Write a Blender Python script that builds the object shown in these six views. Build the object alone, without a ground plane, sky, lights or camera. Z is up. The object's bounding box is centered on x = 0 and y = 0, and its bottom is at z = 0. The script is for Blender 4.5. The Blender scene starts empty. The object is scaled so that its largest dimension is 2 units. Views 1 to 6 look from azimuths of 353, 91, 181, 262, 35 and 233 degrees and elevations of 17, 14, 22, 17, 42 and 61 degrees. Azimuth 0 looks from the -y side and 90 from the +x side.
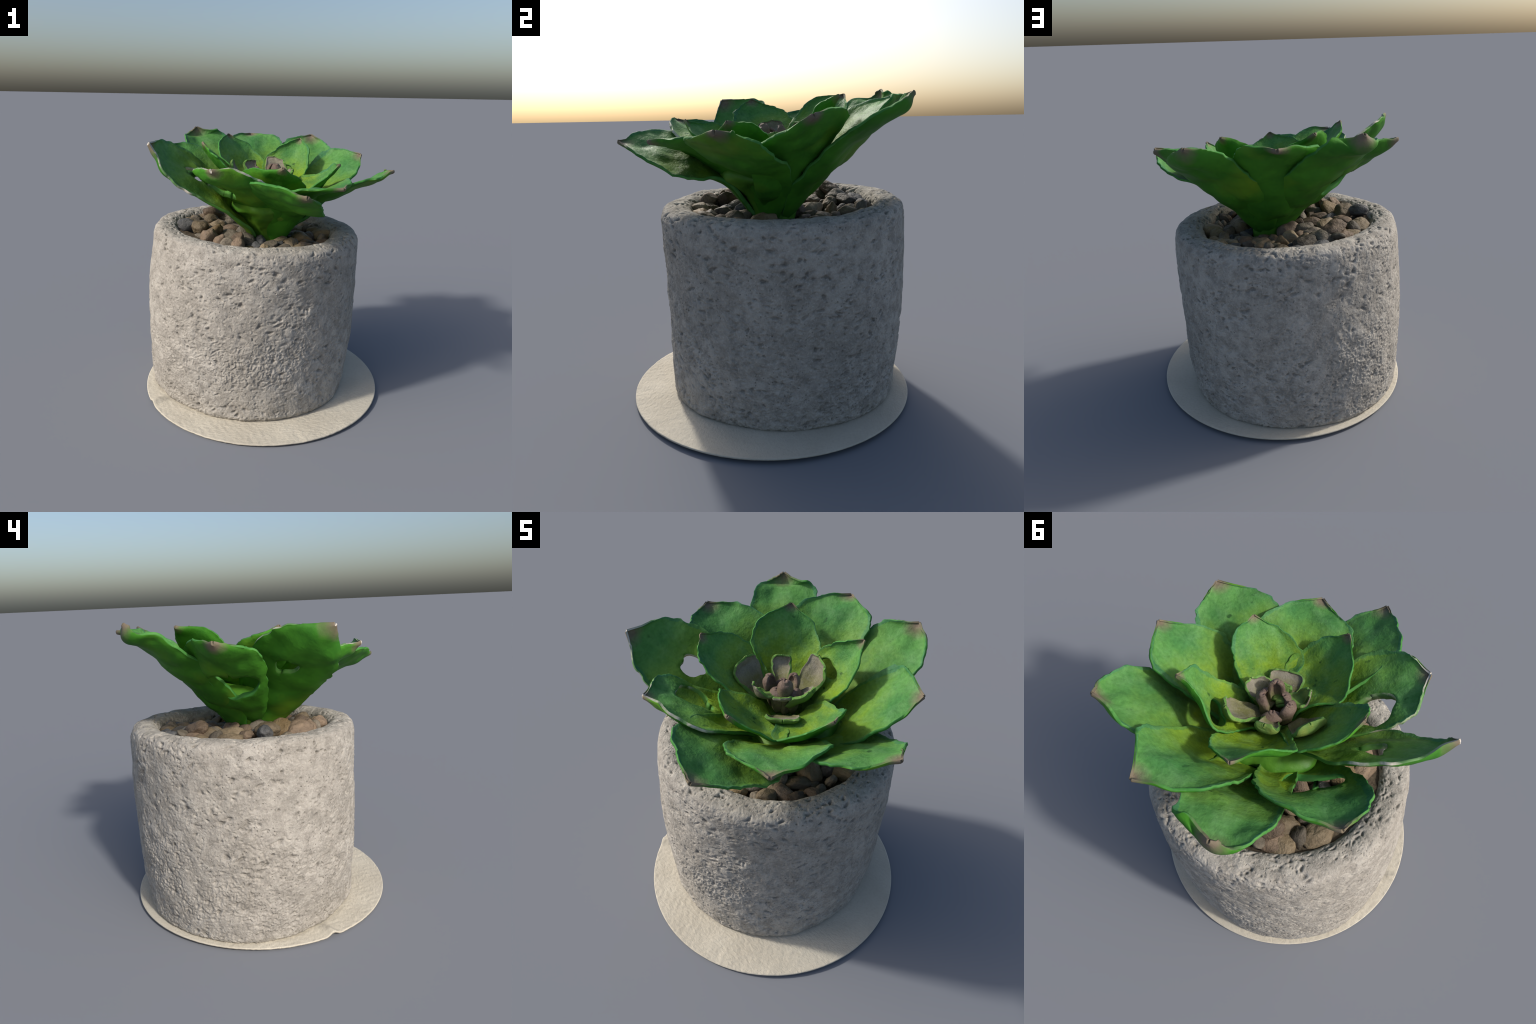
"""Potted rosette succulent: porous concrete pot on a round paper mat, pea gravel,
three whorls of cupped leaves and a small grey-mauve heart."""
import bpy, math, random
import numpy as np
from mathutils import Matrix, Vector

SEED = 11
random.seed(SEED)
RNG = np.random.default_rng(SEED)
V = lambda *a: np.array(a, float)


# ------------------------------------------------------------------ helpers
def unit(v):
    return v / (np.linalg.norm(v) + 1e-12)


def smooth(a, b, x):
    t = np.clip((x - a) / (b - a), 0, 1)
    return t * t * (3 - 2 * t)


_GRAD = np.random.default_rng(5).normal(size=(4096, 3))
_GRAD /= np.linalg.norm(_GRAD, axis=1)[:, None]
_SKEW = np.linalg.qr(np.random.default_rng(8).normal(size=(3, 3)))[0]


def vnoise(p, scale, seed=0):
    """Smooth gradient noise in about [-1, 1] at points p (..., 3), lattice turned off the axes."""
    q = np.asarray(p) @ _SKEW * scale + seed * 17.31
    i = np.floor(q).astype(np.int64)
    f = q - i
    w = f * f * f * (f * (f * 6 - 15) + 10)
    out = 0
    for dx in (0, 1):
        for dy in (0, 1):
            for dz in (0, 1):
                h = ((i[..., 0] + dx) * 73856093 ^ (i[..., 1] + dy) * 19349663
                     ^ (i[..., 2] + dz) * 83492791) & 0x7fffffff
                h = (h ^ (h >> 13)) * 1274126177 & 0x7fffffff
                g = _GRAD[(h ^ (h >> 9)) & 4095]
                v = g[..., 0] * (f[..., 0] - dx) + g[..., 1] * (f[..., 1] - dy) + g[..., 2] * (f[..., 2] - dz)
                out = out + v * (w[..., 0] if dx else 1 - w[..., 0]) * (w[..., 1] if dy else 1 - w[..., 1]) \
                    * (w[..., 2] if dz else 1 - w[..., 2])
    return out * 1.7


def fbm(p, scale, octaves=3, seed=0):
    a, s, out = 1.0, 0.0, 0
    for k in range(octaves):
        out = out + a * vnoise(p, scale * 2.03 ** k, seed + k)
        s += a
        a *= .5
    return out / s


def make_mesh(name, verts, faces, mats, face_mat=None, smooth_shade=True):
    me = bpy.data.meshes.new(name)
    verts = np.asarray(verts, float)
    me.from_pydata(verts.tolist(), [], [list(f) for f in faces])
    for m in mats:
        me.materials.append(m)
    if face_mat is not None:
        me.polygons.foreach_set("material_index", np.asarray(face_mat, dtype=np.int32))
    if smooth_shade:
        me.polygons.foreach_set("use_smooth", np.ones(len(me.polygons), dtype=bool))
    me.update()
    return me


def add(name, me, parent=None):
    ob = bpy.data.objects.new(name, me)
    bpy.context.collection.objects.link(ob)
    if parent is not None:
        ob.parent = parent
    return ob


def grid_faces(nu, nv, close_v=False, off=0):
    f = []
    for i in range(nu - 1):
        for j in range(nv if close_v else nv - 1):
            k = (j + 1) % nv
            f.append((off + i * nv + j, off + i * nv + k, off + (i + 1) * nv + k, off + (i + 1) * nv + j))
    return f


def spline(knots, pts, u):
    """Cubic Hermite through pts at uneven knots, finite-difference tangents."""
    knots = np.asarray(knots, float)
    pts = np.asarray(pts, float)
    m = np.zeros_like(pts)
    d = (pts[1:] - pts[:-1]) / (knots[1:] - knots[:-1])[:, None]
    m[0], m[-1] = d[0], d[-1]
    for i in range(1, len(pts) - 1):
        h0, h1 = knots[i] - knots[i - 1], knots[i + 1] - knots[i]
        m[i] = (d[i - 1] * h1 + d[i] * h0) / (h0 + h1)
    u = np.asarray(u, float)
    k = np.clip(np.searchsorted(knots, u, side='right') - 1, 0, len(knots) - 2)
    h = (knots[k + 1] - knots[k])[..., None]
    t = ((u - knots[k])[..., None]) / h
    a, b = pts[k], pts[k + 1]
    return ((2 * t ** 3 - 3 * t ** 2 + 1) * a + (t ** 3 - 2 * t ** 2 + t) * h * m[k]
            + (-2 * t ** 3 + 3 * t ** 2) * b + (t ** 3 - t ** 2) * h * m[k + 1])


# ------------------------------------------------------------------ materials
def new_mat(name, rough=.6, spec=.3):
    m = bpy.data.materials.new(name)
    m.use_nodes = True
    nt = m.node_tree
    b = nt.nodes["Principled BSDF"]
    b.inputs["Roughness"].default_value = rough
    b.inputs["Specular IOR Level"].default_value = spec
    return m, nt, b


def N(nt, typ, **kw):
    n = nt.nodes.new(typ)
    for k, v in kw.items():
        if hasattr(n, k):
            setattr(n, k, v)
        else:
            n.inputs[k.replace('_', ' ')].default_value = v
    return n


def noise(nt, co, scale, detail=4., rough=.55, dist=0.):
    n = N(nt, "ShaderNodeTexNoise")
    n.inputs["Scale"].default_value = scale
    n.inputs["Detail"].default_value = detail
    n.inputs["Roughness"].default_value = rough
    n.inputs["Distortion"].default_value = dist
    nt.links.new(co, n.inputs["Vector"])
    return n.outputs["Fac"]


def voronoi(nt, co, scale, feature='F1', rnd=1.):
    n = N(nt, "ShaderNodeTexVoronoi")
    n.feature = feature
    n.inputs["Scale"].default_value = scale
    n.inputs["Randomness"].default_value = rnd
    nt.links.new(co, n.inputs["Vector"])
    return n.outputs["Distance"]


def ramp(nt, fac, stops):
    n = N(nt, "ShaderNodeValToRGB")
    cr = n.color_ramp
    while len(cr.elements) < len(stops):
        cr.elements.new(.5)
    for e, (p, c) in zip(cr.elements, stops):
        e.position = p
        e.color = (c, c, c, 1) if isinstance(c, (int, float)) else (*c, 1)
    nt.links.new(fac, n.inputs[0])
    return n.outputs[0]


def mix(nt, fac, a, b, mode='MIX'):
    n = N(nt, "ShaderNodeMix", data_type='RGBA', blend_type=mode)
    for s, val in ((n.inputs[0], fac), (n.inputs[6], a), (n.inputs[7], b)):
        if isinstance(val, bpy.types.NodeSocket):
            nt.links.new(val, s)
        elif isinstance(val, (int, float)):
            s.default_value = val
        else:
            s.default_value = (*val, 1)
    return n.outputs[2]


def math_node(nt, op, a, b=0.):
    n = N(nt, "ShaderNodeMath", operation=op)
    for s, val in zip(n.inputs, (a, b)):
        if isinstance(val, bpy.types.NodeSocket):
            nt.links.new(val, s)
        else:
            s.default_value = val
    return n.outputs[0]


def obj_co(nt, scale=(1, 1, 1), loc=(0, 0, 0)):
    t = N(nt, "ShaderNodeTexCoord")
    m = N(nt, "ShaderNodeMapping")
    m.inputs["Scale"].default_value = scale
    m.inputs["Location"].default_value = loc
    nt.links.new(t.outputs["Object"], m.inputs["Vector"])
    return m.outputs[0], t.outputs["Object"]


def bump(nt, bsdf, h, strength=.3, dist=.01, prev=None):
    n = N(nt, "ShaderNodeBump")
    n.inputs["Strength"].default_value = strength
    n.inputs["Distance"].default_value = dist
    nt.links.new(h, n.inputs["Height"])
    if prev is not None:
        nt.links.new(prev, n.inputs["Normal"])
    nt.links.new(n.outputs[0], bsdf.inputs["Normal"])
    return n.outputs[0]


def leaf_local(nt):
    """Leaf-local coordinates: y runs 0..1 from the stem to the tip, x across."""
    t = N(nt, "ShaderNodeTexCoord")
    sep = N(nt, "ShaderNodeSeparateXYZ")
    nt.links.new(t.outputs["Object"], sep.inputs[0])
    oi = N(nt, "ShaderNodeObjectInfo")
    off = N(nt, "ShaderNodeVectorMath", operation='ADD')
    mul = N(nt, "ShaderNodeMath", operation='MULTIPLY')
    mul.inputs[1].default_value = 40.
    nt.links.new(oi.outputs["Random"], mul.inputs[0])
    nt.links.new(t.outputs["Object"], off.inputs[0])
    nt.links.new(mul.outputs[0], off.inputs[1])
    return off.outputs[0], sep.outputs[0], sep.outputs[1], oi.outputs["Random"]


def tip_mask(nt, n, r):
    """1 at the leaf tip, fading out over the distance r (leaf lengths), with a ragged border."""
    t = N(nt, "ShaderNodeTexCoord")
    d = N(nt, "ShaderNodeVectorMath", operation='DISTANCE')
    d.inputs[1].default_value = (0, 1, 0)
    nt.links.new(t.outputs["Object"], d.inputs[0])
    w = math_node(nt, 'ADD', d.outputs["Value"], math_node(nt, 'MULTIPLY', math_node(nt, 'SUBTRACT', n, .5), r * .9))
    return ramp(nt, w, [(r * .25, .9), (r, 0.)])


def mat_leaf_top(name, body, blot, base, tip, tip_r=.095, frost=(.185, .345, .155)):
    m, nt, b = new_mat(name, .52, .09)
    co, x, y, rnd = leaf_local(nt)
    n1 = noise(nt, co, 3.2, 4, .6)
    n2 = noise(nt, co, 9., 5, .65)
    n3 = noise(nt, co, 45., 3, .6)
    yy = math_node(nt, 'ADD', y, math_node(nt, 'MULTIPLY', math_node(nt, 'SUBTRACT', n1, .5), .35))
    col = mix(nt, ramp(nt, yy, [(.46, 0.), (.84, 1.)]), base, body)
    col = mix(nt, ramp(nt, n1, [(.46, 0.), (.72, .75)]), col, blot)
    col = mix(nt, ramp(nt, n2, [(.50, 0.), (.78, .30)]), col, frost)
    # faint pale streaks that run along the leaf
    st = N(nt, "ShaderNodeMapping")
    st.inputs["Scale"].default_value = (16, 2.2, 16)
    nt.links.new(co, st.inputs["Vector"])
    col = mix(nt, ramp(nt, noise(nt, st.outputs[0], 1., 3, .6), [(.52, 0.), (.75, .16)]), col, frost)
    # blemishes
    col = mix(nt, ramp(nt, noise(nt, co, 14., 2, .5), [(.69, 0.), (.76, .7)]), col, tuple(c * .35 for c in blot))
    col = mix(nt, tip_mask(nt, n2, tip_r), col, tip)
    col = mix(nt, .18, col, ramp(nt, n3, [(.3, .0), (.7, 1.)]), 'SOFT_LIGHT')
    nt.links.new(col, b.inputs["Base Color"])
    h = bump(nt, b, n3, .18, .02)
    bump(nt, b, n2, .25, .04, h)
    return m


def mat_leaf_back(name, body, deep, yellow, tip):
    m, nt, b = new_mat(name, .58, .12)
    co, x, y, rnd = leaf_local(nt)
    n1 = noise(nt, co, 4., 4, .6)
    n2 = noise(nt, co, 13., 4, .6)
    col = mix(nt, ramp(nt, n1, [(.35, 0.), (.65, 1.)]), deep, body)
    col = mix(nt, ramp(nt, noise(nt, co, 2.2, 3), [(.54, 0.), (.75, .7)]), col, yellow)
    col = mix(nt, ramp(nt, n2, [(.55, 0.), (.8, .35)]), col, tuple(c * 1.5 for c in body))
    col = mix(nt, tip_mask(nt, n2, .09), col, tip)
    nt.links.new(col, b.inputs["Base Color"])
    bump(nt, b, n2, .2, .03)
    return m


def mat_leaf_rim(name, c1, c2, tip, inner=None):
    m, nt, b = new_mat(name, .6, .1)
    co, x, y, rnd = leaf_local(nt)
    n2 = noise(nt, co, 12., 3, .6)
    col = mix(nt, ramp(nt, n2, [(.45, 0.), (.66, 1.)]), c1, c2)
    if inner:
        col = mix(nt, ramp(nt, y, [(.58, 0.), (.68, 1.)]), inner, col)
    col = mix(nt, tip_mask(nt, n2, .14), col, tip)
    nt.links.new(col, b.inputs["Base Color"])
    return m


TIP = (.17, .125, .10)
LEAF_TOP = mat_leaf_top("leaf_upper_side", (.080, .220, .054), (.032, .132, .040), (.160, .262, .020), TIP)
LEAF_MARGIN = mat_leaf_top("leaf_margin", (.055, .185, .072), (.03, .115, .05), (.11, .23, .03), TIP)
LEAF_BACK = mat_leaf_back("leaf_underside", (.055, .215, .018), (.03, .135, .014), (.15, .26, .018), TIP)
LEAF_RIM = mat_leaf_rim("leaf_rim", (.05, .19, .04), (.085, .25, .06), TIP)
LEAF_RIM_PALE = mat_leaf_rim("leaf_rim_scarred", (.12, .24, .09), (.60, .54, .46), (.5, .46, .42), (.08, .22, .04))
HEART_TOP = mat_leaf_top("heart_leaf_upper_side", (.23, .215, .165), (.13, .12, .09), (.15, .15, .06),
                         (.12, .2, .06), .05, (.36, .33, .30))
HEART_BACK = mat_leaf_back("heart_leaf_underside", (.12, .22, .05), (.09, .15, .04), (.22, .26, .06), (.2, .25, .06))
HEART_RIM = mat_leaf_rim("heart_leaf_rim", (.10, .23, .05), (.18, .27, .08), (.1, .2, .05))
BUD = mat_leaf_top("bud_skin", (.17, .125, .10), (.08, .055, .045), (.14, .14, .06), (.16, .10, .09), .05, (.26, .2, .16))


def mat_core():
    m, nt, b = new_mat("rosette_base_skin", .5, .3)
    co, _ = obj_co(nt)
    n1 = noise(nt, co, 5., 4, .6)
    col = ramp(nt, n1, [(.3, (.045, .16, .015)), (.5, (.075, .21, .018)), (.7, (.13, .26, .02))])
    nt.links.new(col, b.inputs["Base Color"])
    bump(nt, b, noise(nt, co, 14., 4), .3, .02)
    return m


def mat_concrete(name, tint=1., pore=False):
    m, nt, b = new_mat(name, .92, .15)
    co, _ = obj_co(nt)
    big = noise(nt, co, 1.6, 4, .6)
    mid = noise(nt, co, 13., 6, .7)
    fine = noise(nt, co, 70., 4, .7)
    a = tuple(c * tint for c in (.335, .312, .275))
    c = tuple(c * tint for c in (.43, .405, .365))
    col = mix(nt, ramp(nt, big, [(.35, 0.), (.65, 1.)]), a, c)
    col = mix(nt, ramp(nt, mid, [(.38, .75), (.58, 0.)]), col, tuple(x * .66 for x in a))
    col = mix(nt, ramp(nt, fine, [(.5, 0.), (.75, .45)]), col, tuple(min(1, x * 1.35) for x in c))
    # tiny pinholes
    pin = voronoi(nt, co, 42.)
    gate = noise(nt, co, 6., 3)
    pm = math_node(nt, 'MULTIPLY', ramp(nt, pin, [(.10, 1.), (.22, 0.)]), ramp(nt, gate, [(.45, 0.), (.6, 1.)]))
    col = mix(nt, math_node(nt, 'MULTIPLY', pm, .45), col, (.09, .078, .06))
    nt.links.new(col, b.inputs["Base Color"])
    h = bump(nt, b, fine, .7, .008)
    h = bump(nt, b, mid, .7, .016, h)
    if not pore:
        bump(nt, b, math_node(nt, 'SUBTRACT', 1., pm), .6, .012, h)
    return m


def mat_paper():
    m, nt, b = new_mat("embossed_paper", .85, .2)
    co, _ = obj_co(nt)
    n1 = noise(nt, co, 2.5, 4)
    n2 = noise(nt, co, 60., 3)
    col = ramp(nt, n1, [(.3, (.47, .43, .35)), (.7, (.56, .52, .43))])
    col = mix(nt, ramp(nt, n2, [(.45, 0.), (.75, .3)]), col, (.38, .34, .27))
    col = mix(nt, ramp(nt, voronoi(nt, co, 5.), [(.03, .7), (.06, 0.)]), col, (.25, .21, .16))
    nt.links.new(col, b.inputs["Base Color"])
    st, _ = obj_co(nt, (50, 85, 50))
    bump(nt, b, noise(nt, st, 1., 4, .65), .6, .008)
    return m


def mat_soil():
    m, nt, b = new_mat("dark_grit", .9, .2)
    co, _ = obj_co(nt)
    col = ramp(nt, noise(nt, co, 22., 5, .7), [(.3, (.04, .032, .023)), (.55, (.085, .067, .046)), (.75, (.15, .12, .082))])
    nt.links.new(col, b.inputs["Base Color"])
    bump(nt, b, noise(nt, co, 30., 5), .6, .02)
    return m


def mat_pebble(name, a, c, vein):
    m, nt, b = new_mat(name, .6, .25)
    co, _ = obj_co(nt)
    oi = N(nt, "ShaderNodeObjectInfo")
    add_v = N(nt, "ShaderNodeVectorMath", operation='ADD')
    sc = math_node(nt, 'MULTIPLY', oi.outputs["Random"], 30.)
    nt.links.new(co, add_v.inputs[0])
    nt.links.new(sc, add_v.inputs[1])
    p = add_v.outputs[0]
    col = mix(nt, ramp(nt, noise(nt, p, 1.1, 4, .6), [(.35, 0.), (.65, 1.)]), a, c)
    col = mix(nt, ramp(nt, noise(nt, p, 3., 5, .7), [(.55, 0.), (.72, .7)]), col, vein)
    hsv = N(nt, "ShaderNodeHueSaturation")
    nt.links.new(math_node(nt, 'ADD', math_node(nt, 'MULTIPLY', oi.outputs["Random"], .95), .5), hsv.inputs["Value"])
    nt.links.new(col, hsv.inputs["Color"])
    nt.links.new(hsv.outputs[0], b.inputs["Base Color"])
    bump(nt, b, noise(nt, p, 6., 4), .3, .1)
    return m


# ------------------------------------------------------------------ root
root = bpy.data.objects.new("potted_succulent", None)
bpy.context.collection.objects.link(root)
root.empty_display_size = .2
root["label"] = "green rosette succulent in round porous concrete pot with gravel"
root["category"] = "potted plant"

# ------------------------------------------------------------------ pot
POT_C = V(-.075, .088)
# the hand-cast pot is not round: radius at three heights as mean + three harmonics (cos, sin)
POT_ROUND = V(.7680, -.0151, .0012, .0089, -.0072, -.0078, .0059,
              .7985, -.0038, .0085, .0145, -.0014, -.0047, -.0034,
              .7881, .0206, .0029, .0042, -.0055, -.0022, .0015).reshape(3, 7)


def pot_radius(th, z):
    """Wall radius at azimuth th (nv,) and heights z (nu,)."""
    H = np.stack([np.ones_like(th)] + [f(k * th) for k in (1, 2, 3) for f in (np.cos, np.sin)])
    z = np.clip(z, .04, 1.24)
    lev = (.04, .62, 1.2)
    W = np.stack([np.prod([(z - lev[j]) / (lev[i] - lev[j]) for j in range(3) if j != i], axis=0)
                  for i in range(3)], 1)
    return W @ (POT_ROUND @ H)


def rim_tilt(x, y):
    """The mouth stands a little higher towards -x +y."""
    return -.010 + .040 * (-.75 * x + .50 * (y - .09))


def build_pot():
    # profile (radius, height) from the foot, up the wall, over the rim, down inside
    # mean profile (radius, height): foot, wall, rounded lip, down inside the mouth
    wz = V(.10, .25, .50, .72, .95, 1.12, 1.20)
    wall_r = np.array([pot_radius(np.linspace(-np.pi, np.pi, 36, endpoint=False), V(z)).mean() for z in wz])
    foot = wall_r[0]
    prof = np.concatenate([V((.60, .0), (foot - .045, .012), (foot - .006, .045)).reshape(-1, 2), np.stack([wall_r, wz], 1),
                           V((.780, 1.258), (.764, 1.292), (.730, 1.308), (.680, 1.312), (.635, 1.306), (.606, 1.287),
                             (.588, 1.25), (.580, 1.17), (.575, 1.05)).reshape(-1, 2)])
    kn = np.r_[0, np.cumsum(np.linalg.norm(np.diff(prof, axis=0), axis=1))]
    L = kn[-1]
    nu, nv = 420, 1080
    s = np.linspace(0, L, nu)
    rz = spline(kn, prof, s)
    d = np.gradient(rz, axis=0)
    nrm = np.stack([d[:, 1], -d[:, 0]], 1)
    nrm /= np.linalg.norm(nrm, axis=1)[:, None]
    th = np.linspace(0, 2 * np.pi, nv, endpoint=False)
    c, sn = np.cos(th), np.sin(th)
    # sample points for noise
    P = np.stack([rz[:, :1] * c, rz[:, :1] * sn, np.repeat(rz[:, 1:], nv, 1)], -1)
    z = P[..., 2]
    low = 1 - smooth(.35, 1.0, z)                 # wrinkled lower half
    wall = smooth(.02, .12, s)[:, None] * np.ones_like(z)
    h = .008 * vnoise(P, 3.1, 1) + .006 * vnoise(P, 7.5, 2)
    h = h + .004 * fbm(P, 17, 4, 3)
    # crusty, wrinkled grain, strongest low down
    Q = P + .012 * np.stack([vnoise(P, 30, 20), vnoise(P, 30, 21), vnoise(P, 30, 22)], -1)
    rid = .45 - np.abs(vnoise(Q, 34, 6)) - .6 * np.abs(vnoise(Q, 71, 7))
    patch = smooth(-.35, .35, vnoise(P, 4.3, 8))
    h = h + (.0028 + .0085 * low) * rid * (.3 + .7 * patch)
    h = h - .0075 * smooth(.28, .75, vnoise(Q * V(1, 1, 1.5), 30, 9)) * (.55 + .45 * low)
    # pits: more and rounder near the top and on the +x side, sparse in patches
    pit = np.zeros_like(z)
    n_pit = 9000
    rad_mean = .78
    for k in range(n_pit):
        a = RNG.random() * 2 * np.pi
        si = RNG.uniform(.06, L * .90)
        i0 = si / L * (nu - 1)
        zi = np.interp(si, s, rz[:, 1])
        on_rim = si > kn[9]
        dens = .22 + .5 * smooth(.3, 1.1, zi) + .45 * max(0, math.cos(a - .7)) + .35 * on_rim
        pp = V(math.cos(a), math.sin(a), zi * 1.2)
        dens *= .2 + 1.1 * smooth(-.35, .35, vnoise(pp, 3.6, 12))
        if RNG.random() > dens:
            continue
        r = .0038 + .0100 * RNG.random() ** 3.8
        depth = r * RNG.uniform(.8, 1.45)
        if on_rim:
            r *= .85
        el, ang = RNG.uniform(1., 2.2), RNG.uniform(-.5, .7)
        ri = np.interp(si, s, rz[:, 0])
        iu = int(2.6 * r / L * nu) + 2
        jv = int(2.6 * r / (2 * np.pi * ri) * nv) + 2
        I = np.arange(max(0, int(i0) - iu), min(nu, int(i0) + iu + 1))
        J = np.arange(int(a / (2 * np.pi) * nv) - jv, int(a / (2 * np.pi) * nv) + jv + 1)
        dy = s[I][:, None] - si
        dx = (J / nv * 2 * np.pi - a)[None] * ri
        X = (dx * math.cos(ang) + dy * math.sin(ang)) / el
        Y = -dx * math.sin(ang) + dy * math.cos(ang)
        w = np.arctan2(Y, X)
        rr2 = (X * X + Y * Y) * (1 + .35 * np.sin(2 * w + k) + .25 * np.sin(3 * w + 2.3 * k))
        g = depth * np.clip(1.25 * np.exp(-rr2 / (r * r) * 1.5), 0, 1)
        idx = np.ix_(I, J % nv)
        pit[idx] = np.maximum(pit[idx], g)
    h = h * wall - pit
    # out-of-round wall, fading to a rounder mouth
    oor = pot_radius(th, rz[:, 1]) - pot_radius(th, rz[:, 1]).mean(1, keepdims=True)
    oor = oor * np.where(s < kn[10], 1, np.interp(s, [kn[10], kn[15]], [1, .6]))[:, None]
    R = rz[:, :1] + nrm[:, :1] * h + oor
    Z = rz[:, 1:] + nrm[:, 1:] * h
    X, Y = POT_C[0] + R * c, POT_C[1] + R * sn
    Z = Z + rim_tilt(X, Y) * smooth(.7, 1.28, Z)
    Z = np.maximum(Z, 0)
    vert = np.stack([X, Y, Z], -1).reshape(-1, 3)
    faces = grid_faces(nu, nv, True)
    pf = pit.ravel()
    fa = np.array(faces)
    deep = (pf[fa].mean(1) > .0068).astype(np.int32)  # deep pit faces get darkened concrete: occlusion shade painted into the pores
    me = make_mesh("pot", vert, faces + [list(range(nv - 1, -1, -1))], [mat_concrete("porous_concrete"),
                   mat_concrete("pore_painted_shade", .78, True)], np.r_[deep, 0])
    return add("pot", me, root)


build_pot()


# ------------------------------------------------------------------ paper mat
def build_mat():
    nr, nv = 90, 640
    R0 = .935
    rr = np.r_[np.linspace(.30, R0, nr)]
    th = np.linspace(0, 2 * np.pi, nv, endpoint=False)
    X = rr[:, None] * np.cos(th)
    Y = rr[:, None] * np.sin(th)
    Z = .0268 + .0048 * X + .0075 * Y
    P = np.stack([X, Y, 0 * X], -1)
    # embossed ripples, strongest on the -x -y side
    side = smooth(-.6, .7, -(X * .55 + Y * .83) / R0)
    W = P + .05 * np.stack([vnoise(P, 4, 31), vnoise(P, 4, 32), 0 * X], -1)
    rip = np.sin((W[..., 0] * .93 + W[..., 1] * .36) * 125 + 2.2 * vnoise(P, 7, 33))
    h = .0006 * rip * side * smooth(-.3, .4, vnoise(P, 5, 36)) + .0012 * vnoise(P, 9, 34) * (.3 + side) + (.0008 + .0016 * side) * vnoise(P * V(1, 1.9, 1), 36, 35)
    # small fold in the edge
    fx, fy = X + .85, Y + .33
    along = fx * -.88 + fy * -.47
    across = fx * .47 - fy * .88
    h = h + .030 * np.exp(-(across / .035) ** 2 - (along / .085) ** 2)
    top = np.stack([X, Y, Z + h], -1)
    bot = np.stack([X, Y, np.maximum(Z + h * .8 - .009, .001)], -1)
    mid_r = rr[-1] + .002
    verts = np.concatenate([top.reshape(-1, 3), bot[::-1].reshape(-1, 3)])
    faces = grid_faces(2 * nr, nv, True)
    me = make_mesh("paper_mat", verts, faces, [mat_paper()])
    return add("paper_mat", me, root)


build_mat()

# ------------------------------------------------------------------ gravel
GC = V(-.055, .089)


def bed_height(x, y):
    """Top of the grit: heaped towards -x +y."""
    r = np.hypot(x - GC[0], y - GC[1])
    return 1.184 + .052 * np.clip(-(x + .05) / .45, -1, 1) + .036 * smooth(.34, .58, r)


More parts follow.
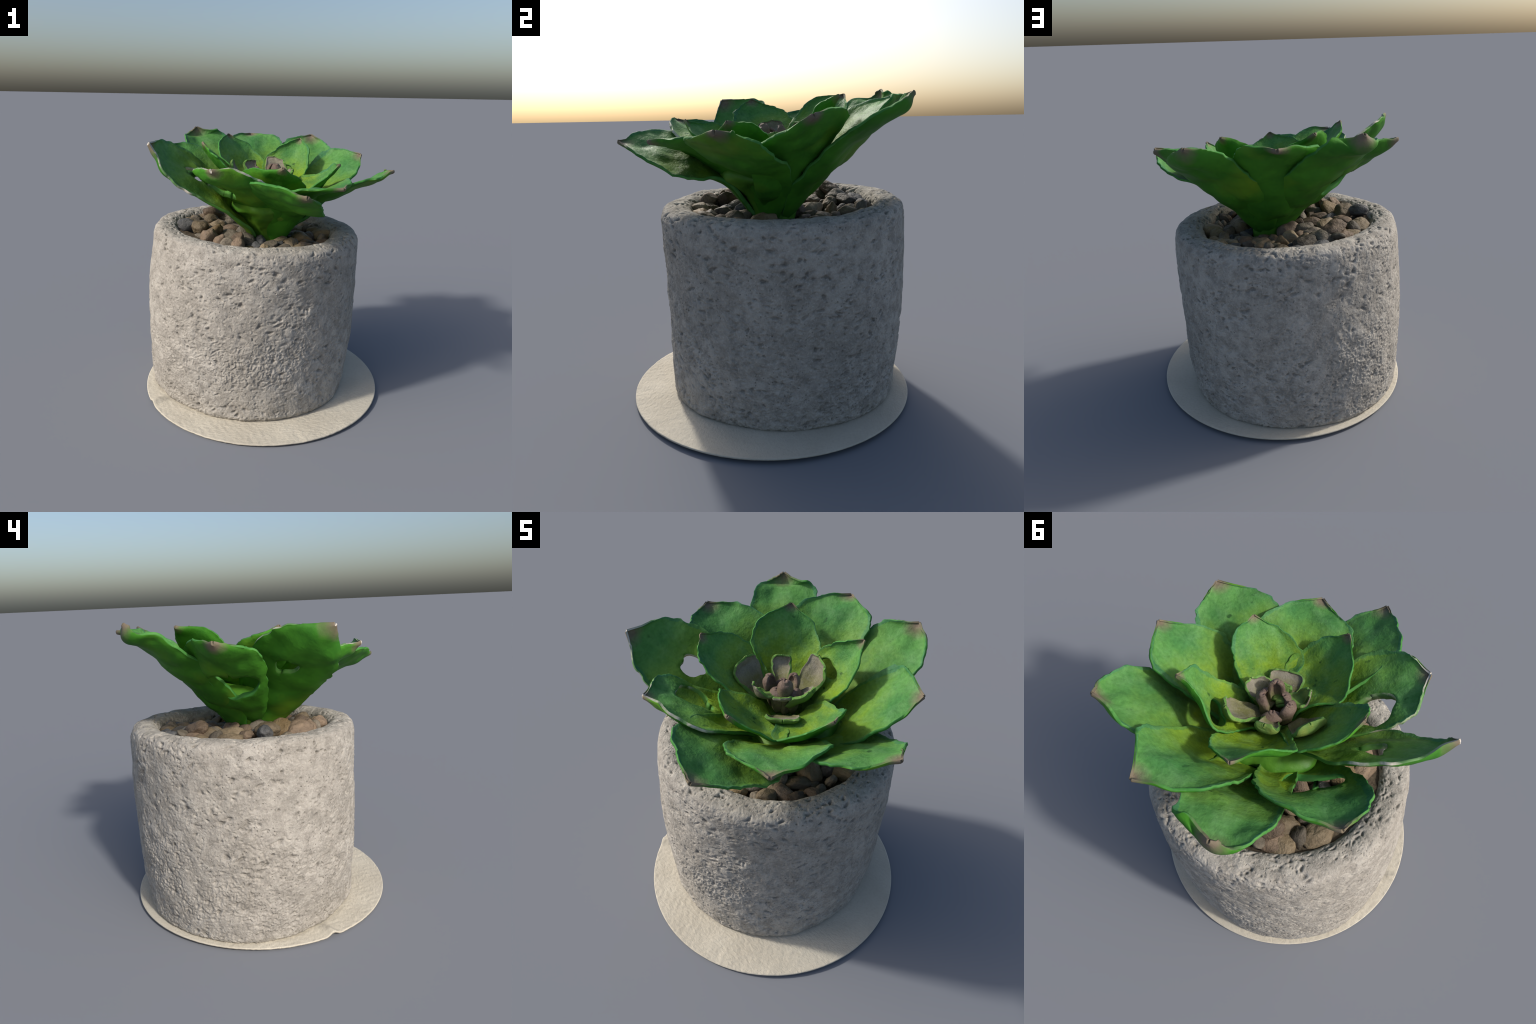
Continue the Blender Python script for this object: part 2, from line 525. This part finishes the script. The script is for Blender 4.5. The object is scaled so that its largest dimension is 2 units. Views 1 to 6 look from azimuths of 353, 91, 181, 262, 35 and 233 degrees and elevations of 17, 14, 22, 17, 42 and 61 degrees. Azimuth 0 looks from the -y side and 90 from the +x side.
def build_gravel():
    nr, nv = 40, 160
    rr = np.linspace(.02, .605, nr)
    th = np.linspace(0, 2 * np.pi, nv, endpoint=False)
    X = GC[0] + rr[:, None] * np.cos(th)
    Y = GC[1] + rr[:, None] * np.sin(th)
    P = np.stack([X, Y, 0 * X], -1)
    Z = bed_height(X, Y) + .022 * fbm(P, 11, 3, 41)
    me = make_mesh("gravel", np.stack([X, Y, Z], -1).reshape(-1, 3),
                   grid_faces(nr, nv, True) + [list(range(nv - 1, -1, -1))], [mat_soil()])
    bed = add("gravel", me, root)

    kinds = [mat_pebble("tan_pebble", (.155, .118, .072), (.235, .185, .12), (.085, .062, .04)),
             mat_pebble("ochre_pebble", (.20, .135, .065), (.27, .20, .11), (.12, .08, .04)),
             mat_pebble("grey_pebble", (.098, .082, .062), (.165, .142, .108), (.06, .053, .045)),
             mat_pebble("brown_pebble", (.10, .073, .052), (.17, .125, .085), (.05, .038, .03)),
             mat_pebble("slate_pebble", (.055, .056, .058), (.10, .10, .10), (.15, .14, .12))]
    # a few pebble shapes, shared between the instances
    shapes = []
    for k in range(9):
        nu, nv = 22, 32
        ph = np.linspace(0, np.pi, nu)
        t = np.linspace(0, 2 * np.pi, nv, endpoint=False)
        D = np.stack([np.sin(ph)[:, None] * np.cos(t), np.sin(ph)[:, None] * np.sin(t),
                      np.cos(ph)[:, None] * np.ones(nv)], -1)
        r = 1 + .22 * vnoise(D, 1.1, 50 + k) + .10 * vnoise(D, 2.6, 70 + k) + .03 * vnoise(D, 6, 90 + k)
        # flattened facets
        for _ in range(4):
            f = unit(RNG.normal(size=3))
            lim = RNG.uniform(.72, .92)
            dp = np.maximum(D @ f, 1e-3)
            r = np.where(r * dp > lim, lim / dp * .8 + r * .2, r)
        shapes.append((D * r[..., None]).reshape(-1, 3))
    fcs = grid_faces(22, 32, True)
    data = {}

    def pebble(x, y, z, sx, sy, sz, rz, kind, tilt=.6):
        sh = RNG.integers(len(shapes))
        key = (sh, kind)
        if key not in data:
            data[key] = make_mesh("pebble", shapes[sh], fcs, [kinds[kind]])
        ob = add("pebble", data[key], bed)
        ob.matrix_world = Matrix.Translation((x, y, z)) @ Matrix.Rotation(rz, 4, 'Z') \
            @ Matrix.Rotation(RNG.normal() * tilt, 4, 'X') @ Matrix.Rotation(RNG.normal() * tilt, 4, 'Y') \
            @ Matrix.Diagonal((sx, sy, sz, 1))

    placed = []
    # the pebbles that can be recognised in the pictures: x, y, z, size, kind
    for x, y, z, s, rz, kind in [(-.439, .31, 1.262, .055, .6, 1), (-.488, .423, 1.262, .085, 2.4, 0),
                                 (-.565, .245, 1.268, .085, 1.3, 0), (-.35, .195, 1.255, .085, 1.2, 0),
                                 (-.578, .127, 1.225, .060, .3, 3), (-.375, .42, 1.325, .080, .4, 3), (-.40, .36, 1.275, .08, 1.1, 0), (-.31, .47, 1.27, .085, 2.6, 2), (-.45, .44, 1.26, .09, .9, 3),
                                 (-.585, -.08, 1.235, .052, 1.7, 1), (-.15, -.40, 1.225, .055, 1.4, 0),
                                 (.03, -.44, 1.21, .068, .1, 1), (-.50, -.14, 1.25, .06, 2., 2),
                                 (-.27, .60, 1.25, .07, .5, 4), (-.02, .625, 1.25, .06, 1., 0),
                                 (-.13, .63, 1.235, .07, 0., 4), (-.20, .52, 1.26, .08, .2, 2)]:
        pebble(x, y, z, s * 1.15, s * .85, s * .62, rz, kind, .12)
        placed.append((x, y, s))
    tries = 0
    while len(placed) < 150 and tries < 9000:
        tries += 1
        a = RNG.random() * 2 * np.pi
        r = .575 * math.sqrt(RNG.random())
        x, y = GC[0] + r * math.cos(a), GC[1] + r * math.sin(a)
        s = RNG.uniform(.045, .095)
        if math.hypot(x - .04, y - .03) < .15 + s * .4 or r + s * .8 > .60:
            continue
        if any(math.hypot(x - q[0], y - q[1]) < .66 * (s + q[2]) for q in placed):
            continue
        placed.append((x, y, s))
        kind = int(RNG.choice(5, p=[.30, .14, .22, .22, .12]))
        pebble(x, y, float(bed_height(x, y)) + s * .38 + RNG.uniform(-.018, .030), s * RNG.uniform(1., 1.35),
               s * RNG.uniform(.75, 1.), s * RNG.uniform(.5, .9), RNG.random() * 6.28, kind)
    return bed


build_gravel()

# ------------------------------------------------------------------ plant
C0 = V(.045, .030)          # stem axis


def build_core():
    """Fleshy stem that flares under the rosette, closed by a shallow bowl on top."""
    prof = V((.14, 1.10), (.138, 1.20), (.145, 1.245), (.165, 1.29), (.205, 1.34), (.25, 1.39), (.30, 1.435),
             (.34, 1.475), (.34, 1.505), (.30, 1.54), (.23, 1.56), (.12, 1.50), (.01, 1.48)).reshape(-1, 2)
    kn = np.r_[0, np.cumsum(np.linalg.norm(np.diff(prof, axis=0), axis=1))]
    nu, nv = 70, 180
    rz = spline(kn, prof, np.linspace(0, kn[-1], nu))
    th = np.linspace(0, 2 * np.pi, nv, endpoint=False)
    lob = 1 + .05 * np.cos(5 * (th - 1.6)) + .03 * np.cos(10 * th + 1)
    R = rz[:, :1] * lob
    P = np.stack([R * np.cos(th), R * np.sin(th), np.repeat(rz[:, 1:], nv, 1)], -1)
    R = R * (1 + .07 * vnoise(P, 5, 61) + .03 * vnoise(P, 13, 62))
    vert = np.stack([C0[0] + R * np.cos(th), C0[1] + R * np.sin(th), P[..., 2] + .012 * vnoise(P, 8, 63)], -1)
    n = nu * nv
    faces = grid_faces(nu, nv, True) + [[n - nv + j for j in range(nv)]]
    return add("succulent", make_mesh("succulent", vert.reshape(-1, 3), faces, [mat_core()]), root)


plant = build_core()


def build_leaf(name, T, L, R, base, mid, sag, w0=.06, w1=.18, bulge=(.034, .034), rag=.015, thick=.025, belly_t=1.,
               holes=(), mats=None, kink=0., lift1=.035, tip_drop=.0, nu=64, ns=45, seed=0, belly=1.9,
               L0=None, R0=None, L1=None, R1=None, spine=None, root=1.6):
    """A cupped leaf. T tip, L / R the widest points of its two edges (left and right seen from the
    stem looking outward, leaf upright), base / mid points of the keel at the stem; sag = depth of the cup."""
    T, L, R, base, mid = (np.array(v, float) for v in (T, L, R, base, mid))
    # slots: upper side, underside, rim, margin of the upper side (+ what lies under it)
    mats = mats or [LEAF_TOP, LEAF_BACK, LEAF_RIM, LEAF_MARGIN, LEAF_BACK, LEAF_RIM]
    c = (L + R) / 2
    lat = unit(R - L)
    ax = unit(T - base)
    lat = unit(lat - ax * lat.dot(ax))
    up = np.cross(lat, ax)                       # out of the upper side
    if up[2] < 0:
        up = -up
    out = unit(T - c)
    S2 = c - up * sag if spine is None else np.array(spine, float)
    S3 = S2 * .42 + T * .58 - up * tip_drop
    kn = [0, .32, .68, .86, 1.]

    def edge(E, sgn, b, E0, E1):
        e1 = mid + sgn * lat * w1 + up * lift1
        m = E * .47 + T * .53
        o = unit(m - (c * .6 + S2 * .4))
        e3 = m + o * b if E1 is None else np.array(E1, float)
        e4 = e3 * .40 + T * .60 - o * .004          # slightly hollow towards the tip: a small point
        pts = [base + sgn * lat * w0, e1, E, e3, e4, T]
        k = kn[:-1] + [.95, 1.]
        if E0 is not None:
            pts.insert(2, np.array(E0, float))
            k.insert(2, .5)
        return k, pts

    kl, pl = edge(L, -1, bulge[0], L0, L1)
    kr, pr = edge(R, 1, bulge[1], R0, R1)
    ks, ps = kn, [base, mid, S2, S3, T]
    uu = np.linspace(0, 1, nu) ** .85
    uu = 1 - (1 - uu) ** 1.25
    ss = np.sin(np.linspace(-1, 1, ns) * np.pi / 2 * .92) / math.sin(np.pi / 2 * .92)
    U, S = np.meshgrid(uu, ss, indexing='ij')
    # faces inside a hole are dropped, the rim of the hole is pulled onto its outline
    keep = np.ones((nu - 1, ns - 1), bool)
    for hu, hs, ru, rs, rot in holes:
        def dist(u, s):
            a, b = (u - hu) / ru, (s - hs) / rs
            a, b = a * math.cos(rot) + b * math.sin(rot), -a * math.sin(rot) + b * math.cos(rot)
            ang = np.arctan2(b, a)
            return np.hypot(a, b) / (1 + .22 * np.sin(2 * ang + hu * 9) + .14 * np.sin(3 * ang + hs * 7))
        uc = (U[1:, 1:] + U[:-1, :-1]) / 2
        sc = (S[1:, 1:] + S[:-1, :-1]) / 2
        gone = dist(uc, sc) < 1
        keep &= ~gone
        touch_g = np.zeros((nu, ns), bool)
        touch_k = np.zeros((nu, ns), bool)
        for a in (0, 1):
            for b in (0, 1):
                touch_g[a:nu - 1 + a, b:ns - 1 + b] |= gone
                touch_k[a:nu - 1 + a, b:ns - 1 + b] |= ~gone
        bd = touch_g & touch_k
        d = np.maximum(dist(U, S), .3)
        U = np.where(bd, hu + (U - hu) / d, U)
        S = np.where(bd, hs + (S - hs) / d, S)
    El, Er, M = spline(kl, pl, U), spline(kr, pr, U), spline(ks, ps, U)
    sa = np.abs(S)[..., None]
    side = np.where(S[..., None] < 0, El, Er)
    P = M + sa * ((Er - El) / 2 * np.sign(S)[..., None]) \
        + (sa ** belly) * (side - M - (Er - El) / 2 * np.sign(S)[..., None])
    # ragged edges, low dents
    rg = rag * (vnoise(P, 17, seed + 1) + .45 * vnoise(P, 46, seed + 2)) * smooth(.25, .6, U) * smooth(1.0, .93, U)
    P = P + (side - M) / (np.linalg.norm(side - M, axis=-1, keepdims=True) + 1e-6) * (rg * sa[..., 0] ** 8)[..., None]
    P = P + up * (.022 * vnoise(P, 4.5, seed + 3) + .011 * vnoise(P, 10, seed + 4) + .009 * smooth(.82, 1., np.abs(S))
                  )[..., None] * smooth(.02, .3, U)[..., None]
    # edges curl up slightly, keel crease
    P = P - up * (kink * np.exp(-(S / .12) ** 2) * smooth(.2, .6, U))[..., None]
    length = np.linalg.norm(T - base)
    fr = Matrix(((lat[0], ax[0], up[0]), (lat[1], ax[1], up[1]), (lat[2], ax[2], up[2])))
    rot = np.array(fr)
    loc = (P - base) @ rot / length
    idx = np.arange(nu * ns).reshape(nu, ns)
    faces, fmat = [], []
    margin = np.abs(S) > .93 + .06 * vnoise(P, 9, seed + 9)
    flip = np.dot(np.cross(lat, ax), up) > 0
    for i in range(nu - 1):
        for j in range(ns - 1):
            if keep[i, j]:
                q = (idx[i, j], idx[i, j + 1], idx[i + 1, j + 1], idx[i + 1, j])
                faces.append(q if flip else q[::-1])
                fmat.append(3 if len(mats) > 3 and margin[i, j] and U[i, j] > .35 else 0)
    me = make_mesh(name, loc.reshape(-1, 3), faces, mats, fmat)
    ob = add(name, me, plant)
    m4 = Matrix.Translation(Vector(base)) @ fr.to_4x4() @ Matrix.Scale(length, 4)
    ob.matrix_world = m4
    # thickness: fleshy keel, thinner margin
    vg = ob.vertex_groups.new(name="flesh")
    w = np.clip(1.0 - .5 * np.abs(S) ** 3, .2, 1) * (1 - .45 * smooth(.7, 1., U))
    w = w * (1 + (root - 1) * (1 - smooth(.2, .62, U)))
    w = w * (1 + (belly_t - 1) * (1 - S ** 2) * smooth(.3, .6, U) * smooth(1., .85, U))
    wmax = w.max()
    w = w / wmax
    for i, x in enumerate(w.ravel()):
        vg.add([i], float(x), 'REPLACE')
    so = ob.modifiers.new("flesh", 'SOLIDIFY')
    so.thickness = thick * wmax / length
    so.offset = -1
    so.vertex_group = "flesh"
    so.thickness_vertex_group = .1
    so.material_offset = 1
    so.material_offset_rim = 2
    so.use_even_offset = False
    return ob


def polar(az, r, z):
    a = math.radians(az)
    return V(C0[0] + r * math.cos(a), C0[1] + r * math.sin(a), z)


PALE = [LEAF_TOP, LEAF_BACK, LEAF_RIM_PALE, LEAF_MARGIN, LEAF_BACK, LEAF_RIM_PALE]
# tip, right-hand edge point, left-hand edge point (as triangulated), cup depth
LOW, HIGH = 'low', 'high'
OUTER = [
    # tip, right (clockwise) edge: widest and shoulder point, left edge likewise, depth of the cup, whorl
    (dict(T=(-.503, .797, 1.993), R=(-.265, .820, 1.946), L=(-.597, .590, 1.912)), 0.02, LOW,
     dict(belly_t=2.0, tip_drop=.035, up_mid=0.055, R1=(-.362, .786, 1.979), L1=(-.570, .748, 1.950))),
    (dict(T=(-.022, .887, 1.937), R=(.215, .712, 1.892), L=(-.272, .626, 1.905)), 0.04, HIGH,
     dict(belly_t=1.4, up_mid=-0.02, R1=(.130, .762, 1.940), L1=(-.147, .801, 1.937))),
    (dict(T=(.502, .781, 1.941), R=(.645, .530, 1.815), L=(.270, .760, 1.875)), 0.015, LOW,
     dict(belly_t=1.8, tip_drop=.03, up_mid=0.02, R1=(.578, .715, 1.910), L1=(.400, .765, 1.922))),
    (dict(T=(.795, .239, 1.827), R=(.655, -.036, 1.682), L=(.563, .430, 1.845)), 0.035, HIGH,
     dict(belly_t=1.4, up_mid=-0.015, R1=(.745, .105, 1.756), L1=(.672, .352, 1.857))),
    (dict(T=(.905, -.234, 1.752), R=(.571, -.423, 1.700), L=(.828, .000, 1.667)), 0.0, LOW,
     dict(belly_t=1.5, up_mid=0.035, R1=(.746, -.377, 1.727), L1=(.877, -.130, 1.732))),
    (dict(T=(.426, -.655, 1.699), R=(.120, -.621, 1.689), L=(.551, -.323, 1.709)), 0.02, HIGH,
     dict(belly_t=1.0, up_mid=0.035, R1=(.267, -.640, 1.689), L1=(.502, -.517, 1.720))),
    (dict(T=(.139, -.896, 1.707), R=(-.160, -.712, 1.748), L=(.326, -.550, 1.493)), 0.0, LOW,
     dict(belly_t=1.8, up_mid=0.055, R1=(.016, -.846, 1.735), L1=(.237, -.800, 1.638))),
    (dict(T=(-.424, -.639, 1.810), R=(-.535, -.394, 1.777), L=(-.104, -.611, 1.740)), 0.0, HIGH,
     dict(belly_t=2.2, up_mid=0.055, R1=(-.480, -.510, 1.815), L1=(-.280, -.655, 1.815), holes=[(.55, .42, .10, .34, .25)], mats=PALE)),
    (dict(T=(-.817, -.357, 1.952), R=(-.586, .048, 1.858), L=(-.650, -.425, 1.722)), 0.01, LOW,
     dict(belly_t=1.2, tip_drop=.05, up_mid=0.02, L1=(-.745, -.405, 1.820), R1=(-.765, -.120, 1.957), holes=[(.59, .05, .062, .22, .2)], mats=PALE)),
    (dict(T=(-.791, .319, 1.875), R=(-.418, .464, 1.833), L=(-.722, .058, 1.818)), 0.05, HIGH,
     dict(belly_t=1.6, up_mid=-0.02, R1=(-.655, .405, 1.884), L1=(-.789, .211, 1.860), holes=[(.50, -.12, .085, .52, 0)])),
]
for i, (pts, sag, whorl, kw) in enumerate(OUTER):
    T = np.array(pts['T'])
    az = math.degrees(math.atan2(T[1] - C0[1], T[0] - C0[0]))
    if whorl == LOW:
        base, mid = polar(az, .07, 1.20), polar(az, .28, 1.43 + .015 * math.cos(math.radians(az + 60)))
    else:
        base, mid = polar(az, .06, 1.27), polar(az, .26, 1.44)
    mid[2] += kw.pop('up_mid', 0.)
    kw.setdefault('w1', .20 if whorl == LOW else .17)
    # edges are listed clockwise / anticlockwise; seen from the stem outward the clockwise one is on the right
    lat = np.array(pts['R']) - np.array(pts['L'])
    build_leaf("leaf", T, pts['L'], pts['R'], base, mid, sag, seed=100 + 7 * i, **kw)

INNER = [
    (dict(T=(-.243, .506, 1.961), R=(.008, .465, 1.782), L=(-.335, .215, 1.852)), .035,
     dict(R1=(-.108, .512, 1.890), L1=(-.308, .330, 1.934))),
    (dict(T=(.338, .419, 1.922), R=(.365, .220, 1.763), L=(.060, .400, 1.792)), .03,
     dict(R1=(.376, .305, 1.875), L1=(.205, .385, 1.890), holes=[(.60, -.30, .075, .42, .3)])),
    (dict(T=(.511, -.206, 1.797), R=(.248, -.330, 1.637), L=(.441, .010, 1.728)), .035, {}),
    (dict(T=(.048, -.508, 1.808), R=(-.200, -.265, 1.746), L=(.250, -.330, 1.637)), .035,
     dict(R1=(-.100, -.390, 1.803))),
    (dict(T=(-.459, -.112, 1.946), R=(-.345, .165, 1.820), L=(-.360, -.235, 1.832)), .03,
     dict(R1=(-.444, .030, 1.908), L1=(-.430, -.190, 1.898))),
]
for i, (pts, sag, kw) in enumerate(INNER):
    T = np.array(pts['T'])
    az = math.degrees(math.atan2(T[1] - C0[1], T[0] - C0[0]))
    build_leaf("leaf", T, pts['L'], pts['R'], polar(az, .05, 1.47), polar(az, .17, 1.585), sag,
               w0=.06, w1=.13, seed=300 + 7 * i, thick=.018, bulge=(.036, .036), **kw)

# grey-mauve heart leaves: tip, half width, direction
HM = [HEART_TOP, HEART_BACK, HEART_RIM]
HEART = [   # tip, left, right, base, depth of the cup: torn plates around a small open cup
    ((-.092, .200, 1.780), (-.150, .160, 1.745), (-.042, .215, 1.755), (.0, .07, 1.62), .012),
    ((.108, .285, 1.805), (.030, .290, 1.770), (.205, .210, 1.722), (.085, .09, 1.61), .015),
    ((-.250, .030, 1.790), (-.240, -.095, 1.745), (-.230, .120, 1.755), (-.08, .0, 1.61), .012),
    ((.175, -.185, 1.625), (.250, -.100, 1.635), (.060, -.215, 1.645), (.09, -.06, 1.57), .025),
    ((-.078, -.138, 1.760), (-.100, -.060, 1.715), (.010, -.125, 1.695), (.045, .0, 1.635), .025),
    ((.218, .050, 1.718), (.180, .110, 1.695), (.150, -.045, 1.685), (.06, .01, 1.635), .02),
    ((.095, -.095, 1.685), (.020, -.100, 1.675), (.150, -.035, 1.675), (.05, .0, 1.635), .02)]
for i, (T, L, R, B, sag) in enumerate(HEART):
    T, L, R, B = (np.array(v) for v in (T, L, R, B))
    L, R = L * .93 + R * .07, R * .93 + L * .07
    build_leaf("heart_leaf", T, L, R, B, B * .6 + (L + R) * .2 - V(0, 0, .01), sag, w0=.035,
               w1=np.linalg.norm(R - L) * .36, bulge=(.02, .02), rag=.016, thick=.026, mats=HM, nu=36, ns=27,
               seed=500 + 5 * i, lift1=.005)

# bud: a few narrow upright leaflets in the middle
for i, (dx, dy, z, w) in enumerate([(.026, -.040, 1.782, .026), (-.105, -.018, 1.752, .034), (.02, .045, 1.770, .026),
                                    (-.02, -.05, 1.71, .04), (.07, .0, 1.705, .042), (-.05, .05, 1.70, .045)]):
    d = unit(V(dx, dy, 0))
    side = np.cross(d, V(0, 0, 1))
    T = V(C0[0] + dx, C0[1] + dy, z)
    wide = V(C0[0] + dx * .9, C0[1] + dy * .9, z - .04)
    build_leaf("bud_leaf", T, wide - side * w, wide + side * w, V(C0[0] + dx * .3, C0[1] + dy * .3, 1.56),
               V(C0[0] + dx * .7, C0[1] + dy * .7, 1.62), .012, w0=.02, w1=.024, bulge=(.004, .004), rag=.003,
               thick=.034, mats=[BUD, BUD, BUD], nu=26, ns=15, seed=700 + 5 * i, lift1=0)
